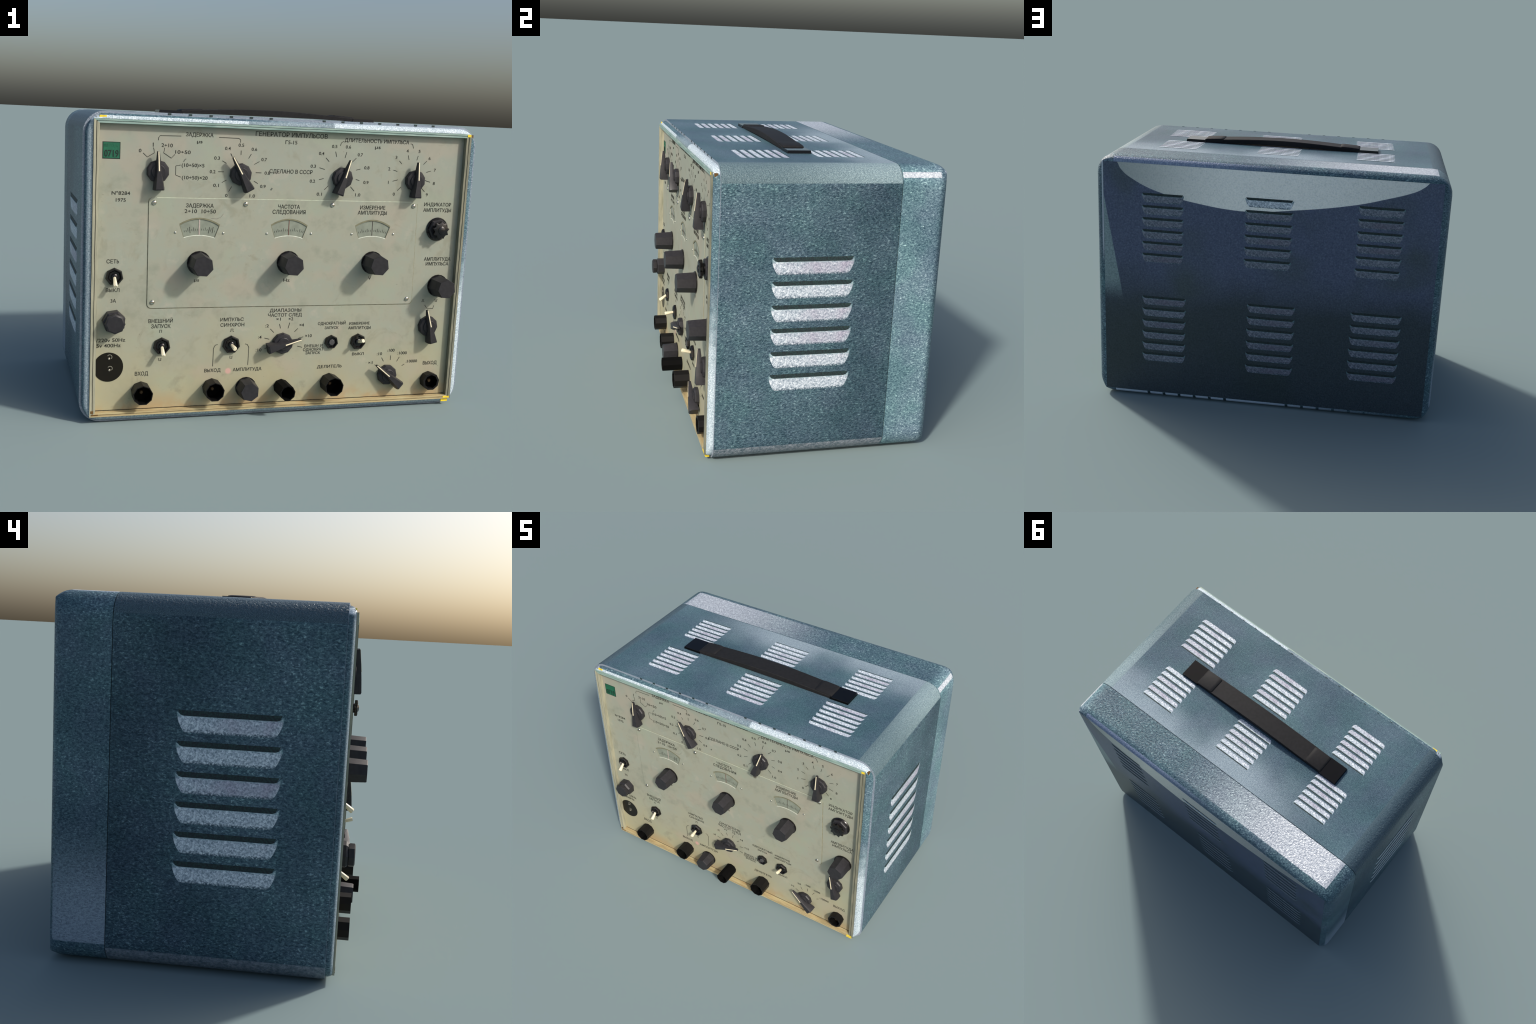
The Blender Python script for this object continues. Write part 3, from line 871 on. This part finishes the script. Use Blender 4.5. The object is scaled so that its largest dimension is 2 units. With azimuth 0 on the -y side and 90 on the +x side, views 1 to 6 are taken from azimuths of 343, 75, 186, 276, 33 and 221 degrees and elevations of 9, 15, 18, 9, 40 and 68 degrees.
for pts in LINES + PULSES:
    b.stroke(pts, 0.0026, Y_PANEL - 0.0008)
o = b.make("printed_line", M_INK, panel)
o["kind"] = "stuff"
b = Batch()                                  # pen scribbles and a dirt fleck
b.stroke([(-0.534, 1.252), (-0.529, 1.261), (-0.522, 1.266)], 0.004, Y_PANEL - 0.0008)
b.stroke([(-0.100, 1.128), (-0.093, 1.138)], 0.007, Y_PANEL - 0.0008)
b.make("pen_mark", plain("pen_ink", (0.10, 0.11, 0.09), 0.7), panel)
b = Batch()
b.stroke([(-0.391, 0.987), (-0.365, 0.985), (-0.345, 0.993), (-0.332, 1.010)], 0.0022, Y_PLATE - 0.0006)
b.make("scratch", plain("scratch_grey", (0.22, 0.21, 0.17), 0.7), plate)

# green inspection sticker
b = Batch()
b.box(-0.911, -0.830, Y_PANEL - 0.0008, Y_PANEL + 0.001, 1.2555, 1.3330, 1)
b.box(-0.9075, -0.8335, Y_PANEL - 0.0014, Y_PANEL, 1.2590, 1.3300, 0)
b.make("sticker", [M_GREEN, M_GREEN_INK], panel)
lettering("83 AVA", -0.8705, 1.3165, 0.062, 0.014, Y_PANEL - 0.0018, panel, plain("sticker_faded", (0.006, 0.10, 0.05), 0.6), "sticker_text")
for k, dx in enumerate((0.0, 0.0012)):
    lettering("0719", -0.871 + dx, 1.2815, 0.064, 0.030 + 0.002 * k, Y_PANEL - 0.0018 - 0.0003 * k, panel, M_GREEN_INK, "sticker_text")


# ------------------------------------------------------------------ controls
def pointer_mesh():
    """Round skirt with a long wedge pointer; x/z in the panel plane, tip towards +z, y outwards negative."""
    b = Batch()
    b.lathe([(0.0535, 0.0), (0.0535, -0.017), (0.049, -0.023), (0.036, -0.0255)], 10, mat=0)
    b.lathe([(0.0335, -0.024), (0.0335, -0.0295), (0.031, -0.0315)], 12, turn=0.2, mat=0)
    rings = []
    #        z      half-width base, half-width crest, base y, shoulder y, crest y
    for z, wb, wc, yb, ys, yc in ((-0.085, 0.0255, 0.0180, -0.008, -0.040, -0.0545), (-0.079, 0.0250, 0.0175, -0.008, -0.043, -0.0575),
                                  (-0.030, 0.0190, 0.0120, -0.014, -0.040, -0.0545), (0.0, 0.0155, 0.0085, -0.020, -0.038, -0.0520),
                                  (0.050, 0.0105, 0.0042, -0.024, -0.036, -0.0470), (0.094, 0.0052, 0.0026, -0.028, -0.036, -0.0420)):
        rings.append([(-wb, yb, z), (-wb * 0.97, ys, z), (-wc, yc, z), (wc, yc, z), (wb * 0.97, ys, z), (wb, yb, z)])
    b.add(*loft(rings), 0)
    me = mesh_of("pointer_knob", b.v, b.f, b.m)
    me.materials.append(M_KNOB)
    me.shade_smooth()
    me.set_sharp_from_angle(angle=math.radians(28))
    line = Batch()
    line.add(*loft([[(-0.0024, -0.0416, 0.0935), (0.0024, -0.0416, 0.0935), (0.0024, -0.0430, 0.0935), (-0.0024, -0.0430, 0.0935)],
                    [(-0.0028, -0.0514, 0.004), (0.0028, -0.0514, 0.004), (0.0028, -0.0532, 0.004), (-0.0028, -0.0532, 0.004)]]))
    ml = mesh_of("pointer_line", line.v, line.f, line.m)
    ml.materials.append(M_CREAM)
    return me, ml


MP, ML = pointer_mesh()
for kx, kz, ang in ((-0.656, 1.2045, -2.3), (-0.257, 1.2005, -29.4), (0.2655, 1.1955, 17.8), (0.6625, 1.1918, 0.0),
                    (-0.002, 0.3620, 75.3), (0.583, 0.1750, -50.6), (0.7985, 0.4315, -13.5)):
    o = bpy.data.objects.new("pointer_knob", MP)
    o.location, o.rotation_euler = (kx, Y_PANEL, kz), (0, math.radians(ang), 0)
    COL.objects.link(o)
    o.parent = root
    l = bpy.data.objects.new("pointer_line", ML)
    COL.objects.link(l)
    l.parent = o


def control(name, x, z, build, mats, y=Y_PANEL, smooth=30, turn=0.0):
    b = Batch()
    build(b)
    o = b.make(name, mats, root, smooth, (x, y, z))
    o.rotation_euler[1] = math.radians(turn)
    return o


def tuning(depth):
    def build(b):
        b.lathe([(0.0585, 0.0), (0.0585, -0.006)], 20, mat=1)
        b.lathe([(0.0560, -0.004), (0.0555, -0.012), (0.0510, -depth + 0.004), (0.0490, -depth)], 7, turn=0.07)
    return build


for kx, kz in ((-0.4448, 0.7715), (0.006, 0.7722), (0.4565, 0.7702), (0.841, 0.6460)):
    control("tuning_knob", kx, kz, tuning(0.1045), [M_KNOB, M_BLACK], Y_PLATE if kx < 0.6 else Y_PANEL, 24)
control("tuning_knob", -0.1815, 0.1390, lambda b: (b.lathe([(0.054, 0), (0.054, -0.006)], 20, mat=1),
        b.lathe([(0.0535, -0.004), (0.053, -0.012), (0.048, -0.081), (0.0455, -0.087)], 7, turn=0.25)), [M_KNOB, M_BLACK], smooth=24)


def jack(depth, r, wall, sides=9):
    def build(b):
        rings = [(r, 0.0), (r, -depth), (r - wall, -depth), (r - wall, -0.004)]
        R3 = []
        for rr, y in rings:
            R3.append([(rr * math.sin(2 * math.pi * i / sides), y, rr * math.cos(2 * math.pi * i / sides)) for i in range(sides)])
        v, f = loft(R3[:3], True, False)
        b.add(v, f, 0)
        v, f = loft(R3[2:], False, True)
        b.add(v, f, 1)
        b.lathe([(0.011, -0.003), (0.011, -0.018), (0.007, -0.022)], 10, mat=2)
    return build


for jx, jz, d, r, w in ((-0.708, 0.1450, 0.0755, 0.0485, 0.0045), (-0.357, 0.1460, 0.0795, 0.0480, 0.0045), (0.2618, 0.1455, 0.0855, 0.0500, 0.0045), (0.8270, 0.1355, 0.0440, 0.0470, 0.0105)):
    control("socket", jx, jz, jack(d, r, w), [M_JACK, M_DEEP, M_BRASS], smooth=20)
control("plug", 0.004, 0.1350, jack(0.115, 0.0400, 0.006), [M_DEEP, M_DEEP, M_DEEP], smooth=20)

# fuse holder: drum and fluted head
control("fuse_holder", -0.846, 0.4955, lambda b: (b.lathe([(0.0555, 0), (0.0545, -0.040), (0.047, -0.049)], 7, turn=0.3),
        b.lathe([(0.030, -0.046), (0.030, -0.053)], 12),
        b.lathe([(0.047, -0.052), (0.048, -0.058), (0.0475, -0.073), (0.040, -0.0765)], 16, star=0.09)), M_KNOB, smooth=24)

# amplitude indicator: base ring, drum, star-shaped cap and lens
control("indicator_lamp", 0.812, 0.9440, lambda b: (b.lathe([(0.0605, 0), (0.0615, -0.004), (0.0575, -0.009)], 24, mat=1),
        b.lathe([(0.0555, -0.006), (0.0545, -0.020), (0.0500, -0.0245)], 7, turn=0.2),
        b.lathe([(0.028, -0.022), (0.028, -0.036)], 14, mat=1),
        b.lathe([(0.0440, -0.034), (0.0470, -0.038), (0.0460, -0.050), (0.036, -0.053)], 18, star=0.24, mat=1),
        b.lathe([(0.0210, -0.050), (0.0200, -0.0555), (0.0130, -0.0590), (0.004, -0.060)], 12, mat=1)), [M_KNOB, M_BLACK], smooth=35)


def toggle(tx, tz, direction, r=0.0425):
    o = control("toggle_switch", tx, tz, lambda b: (
        b.add(*loft([[(rr * math.sin(2 * math.pi * i / 7), y, rr * math.cos(2 * math.pi * i / 7)) for i in range(7)]
                     for rr, y in ((r, 0.0), (r, -0.010), (r * 0.90, -0.0155), (r * 0.78, -0.0155), (r * 0.62, -0.006))]), 0),
        b.lathe([(0.016, -0.004), (0.014, -0.013), (0.008, -0.017)], 12)), M_BLACK, smooth=35)
    d = Vector(direction).normalized()
    side = d.cross(Vector((1, 0, 0))).normalized()
    up = side.cross(d)
    rings = []
    for t, rr in ((0.0, 0.0070), (0.036, 0.0098), (0.056, 0.0112), (0.060, 0.0085)):
        c = Vector((0, -0.008, 0)) + d * t
        rings.append([tuple(c + (side * math.cos(2 * math.pi * i / 7) + up * math.sin(2 * math.pi * i / 7)) * rr) for i in range(7)])
    b = Batch()
    b.add(*loft(rings))
    lever = b.make("switch_lever", M_CREAM, None, 35)
    lever.parent = o


toggle(-0.8460, 0.7080, (0.0, -0.047, -0.037))
toggle(-0.6125, 0.3665, (0.0, -0.047, -0.036))
toggle(-0.2665, 0.3630, (0.003, -0.055, -0.006), 0.0455)
toggle(0.4085, 0.3575, (0.004, -0.053, 0.018), 0.0425)
control("push_button", 0.2620, 0.3600, lambda b: (
    b.add(*loft([[(rr * math.sin(2 * math.pi * i / 7), y, rr * math.cos(2 * math.pi * i / 7)) for i in range(7)]
                 for rr, y in ((0.0365, 0.0), (0.0365, -0.010), (0.033, -0.0155), (0.028, -0.0155), (0.023, -0.007))]), 0),
    b.lathe([(0.0155, -0.004), (0.0155, -0.0135), (0.014, -0.0145)], 7, mat=1)), [M_BLACK, M_BUTTON], smooth=30)

# mains socket: black disc with two pins, cut by the frame
control("mains_socket", -0.8655, 0.2700, lambda b: (b.add(*[
    [(max(-0.060, 0.0705 * math.sin(2 * math.pi * i / 40)), y, 0.0715 * math.cos(2 * math.pi * i / 40)) for y in (0.001, -0.0014) for i in range(40)],
    [tuple(40 + i for i in range(40))] + [(i, (i + 1) % 40, 40 + (i + 1) % 40, 40 + i) for i in range(40)]]),), plain("socket_disc", (0.008, 0.006, 0.003), 0.35, spec=0.3), smooth=20)
for px, pz in ((-0.8630, 0.3120), (-0.8605, 0.2555)):
    control("socket_pin", px, pz, lambda b: (b.lathe([(0.0055, -0.001), (0.0052, -0.0045), (0.003, -0.006)], 12),
            [b.stroke([(0.003 + 0.011 * math.cos(math.radians(a)), 0.008 + 0.011 * math.sin(math.radians(a))) for a in range(-50, 151, 20)], 0.0028, -0.0022)]),
            plain("pin_metal", (0.34, 0.32, 0.26), 0.4, 0.5), smooth=50)

# ------------------------------------------------------------------ carrying handle
HC, HY = 0.0120, -0.0225
b = Batch()
N = 28
rings = []
for i in range(N + 1):
    u = -1 + 2 * i / N
    xx = 0.478 * u
    arch = (1 - u * u)
    arch = arch * arch * 0.35 + arch * 0.65
    hw = 0.0585
    zt, zb = 1.4890 + 0.0215 * arch, 1.4735 + 0.0062 * arch
    e = 0.003
    rings.append([(HC + xx, HY - hw, zb), (HC + xx, HY - hw, zt - e), (HC + xx, HY - hw + e, zt), (HC + xx, HY + hw - e, zt), (HC + xx, HY + hw, zt - e), (HC + xx, HY + hw, zb)])
b.add(*loft(rings))
handle = b.make("handle", M_STRAP, root, 30)
for s in (-1, 1):
    b = Batch()
    rings = []
    for t, w, dz in ((0.362, 0.0470, 0.0), (0.366, 0.0520, 0.0035), (0.385, 0.0560, 0.0045), (0.466, 0.0560, 0.0045), (0.4770, 0.0555, 0.0020), (0.4800, 0.0550, -0.002)):
        u = t / 0.478
        arch = max(0, 1 - u * u)
        arch = arch * arch * 0.35 + arch * 0.65
        zt = 1.4890 + 0.0215 * arch
        rings.append([(HC + s * t, HY - w, zt - 0.004), (HC + s * t, HY - w + 0.001, zt + dz), (HC + s * t, HY - w + 0.006, zt + dz + 0.0015),
                      (HC + s * t, HY + w - 0.006, zt + dz + 0.0015), (HC + s * t, HY + w - 0.001, zt + dz), (HC + s * t, HY + w, zt - 0.004)])
    b.add(*loft(rings))
    b.make("handle_loop", M_STRAP, handle, 40)
    b = Batch()
    a0, a1 = sorted((HC + s * 0.470, HC + s * 0.594))
    b.add([(x + dx * (0.003 if z > 1.48 else 0), y + dy * (0.0025 if z > 1.48 else 0), z) for z in (1.4725, 1.4875)
           for x, y, dx, dy in ((a0, HY - 0.0625, 1, 1), (a1, HY - 0.0625, -1, 1), (a1, HY + 0.0625, -1, -1), (a0, HY + 0.0625, 1, -1))],
          [(3, 2, 1, 0), (4, 5, 6, 7), (0, 1, 5, 4), (1, 2, 6, 5), (2, 3, 7, 6), (3, 0, 4, 7)])
    b.make("handle_clamp", M_CLAMP, handle)
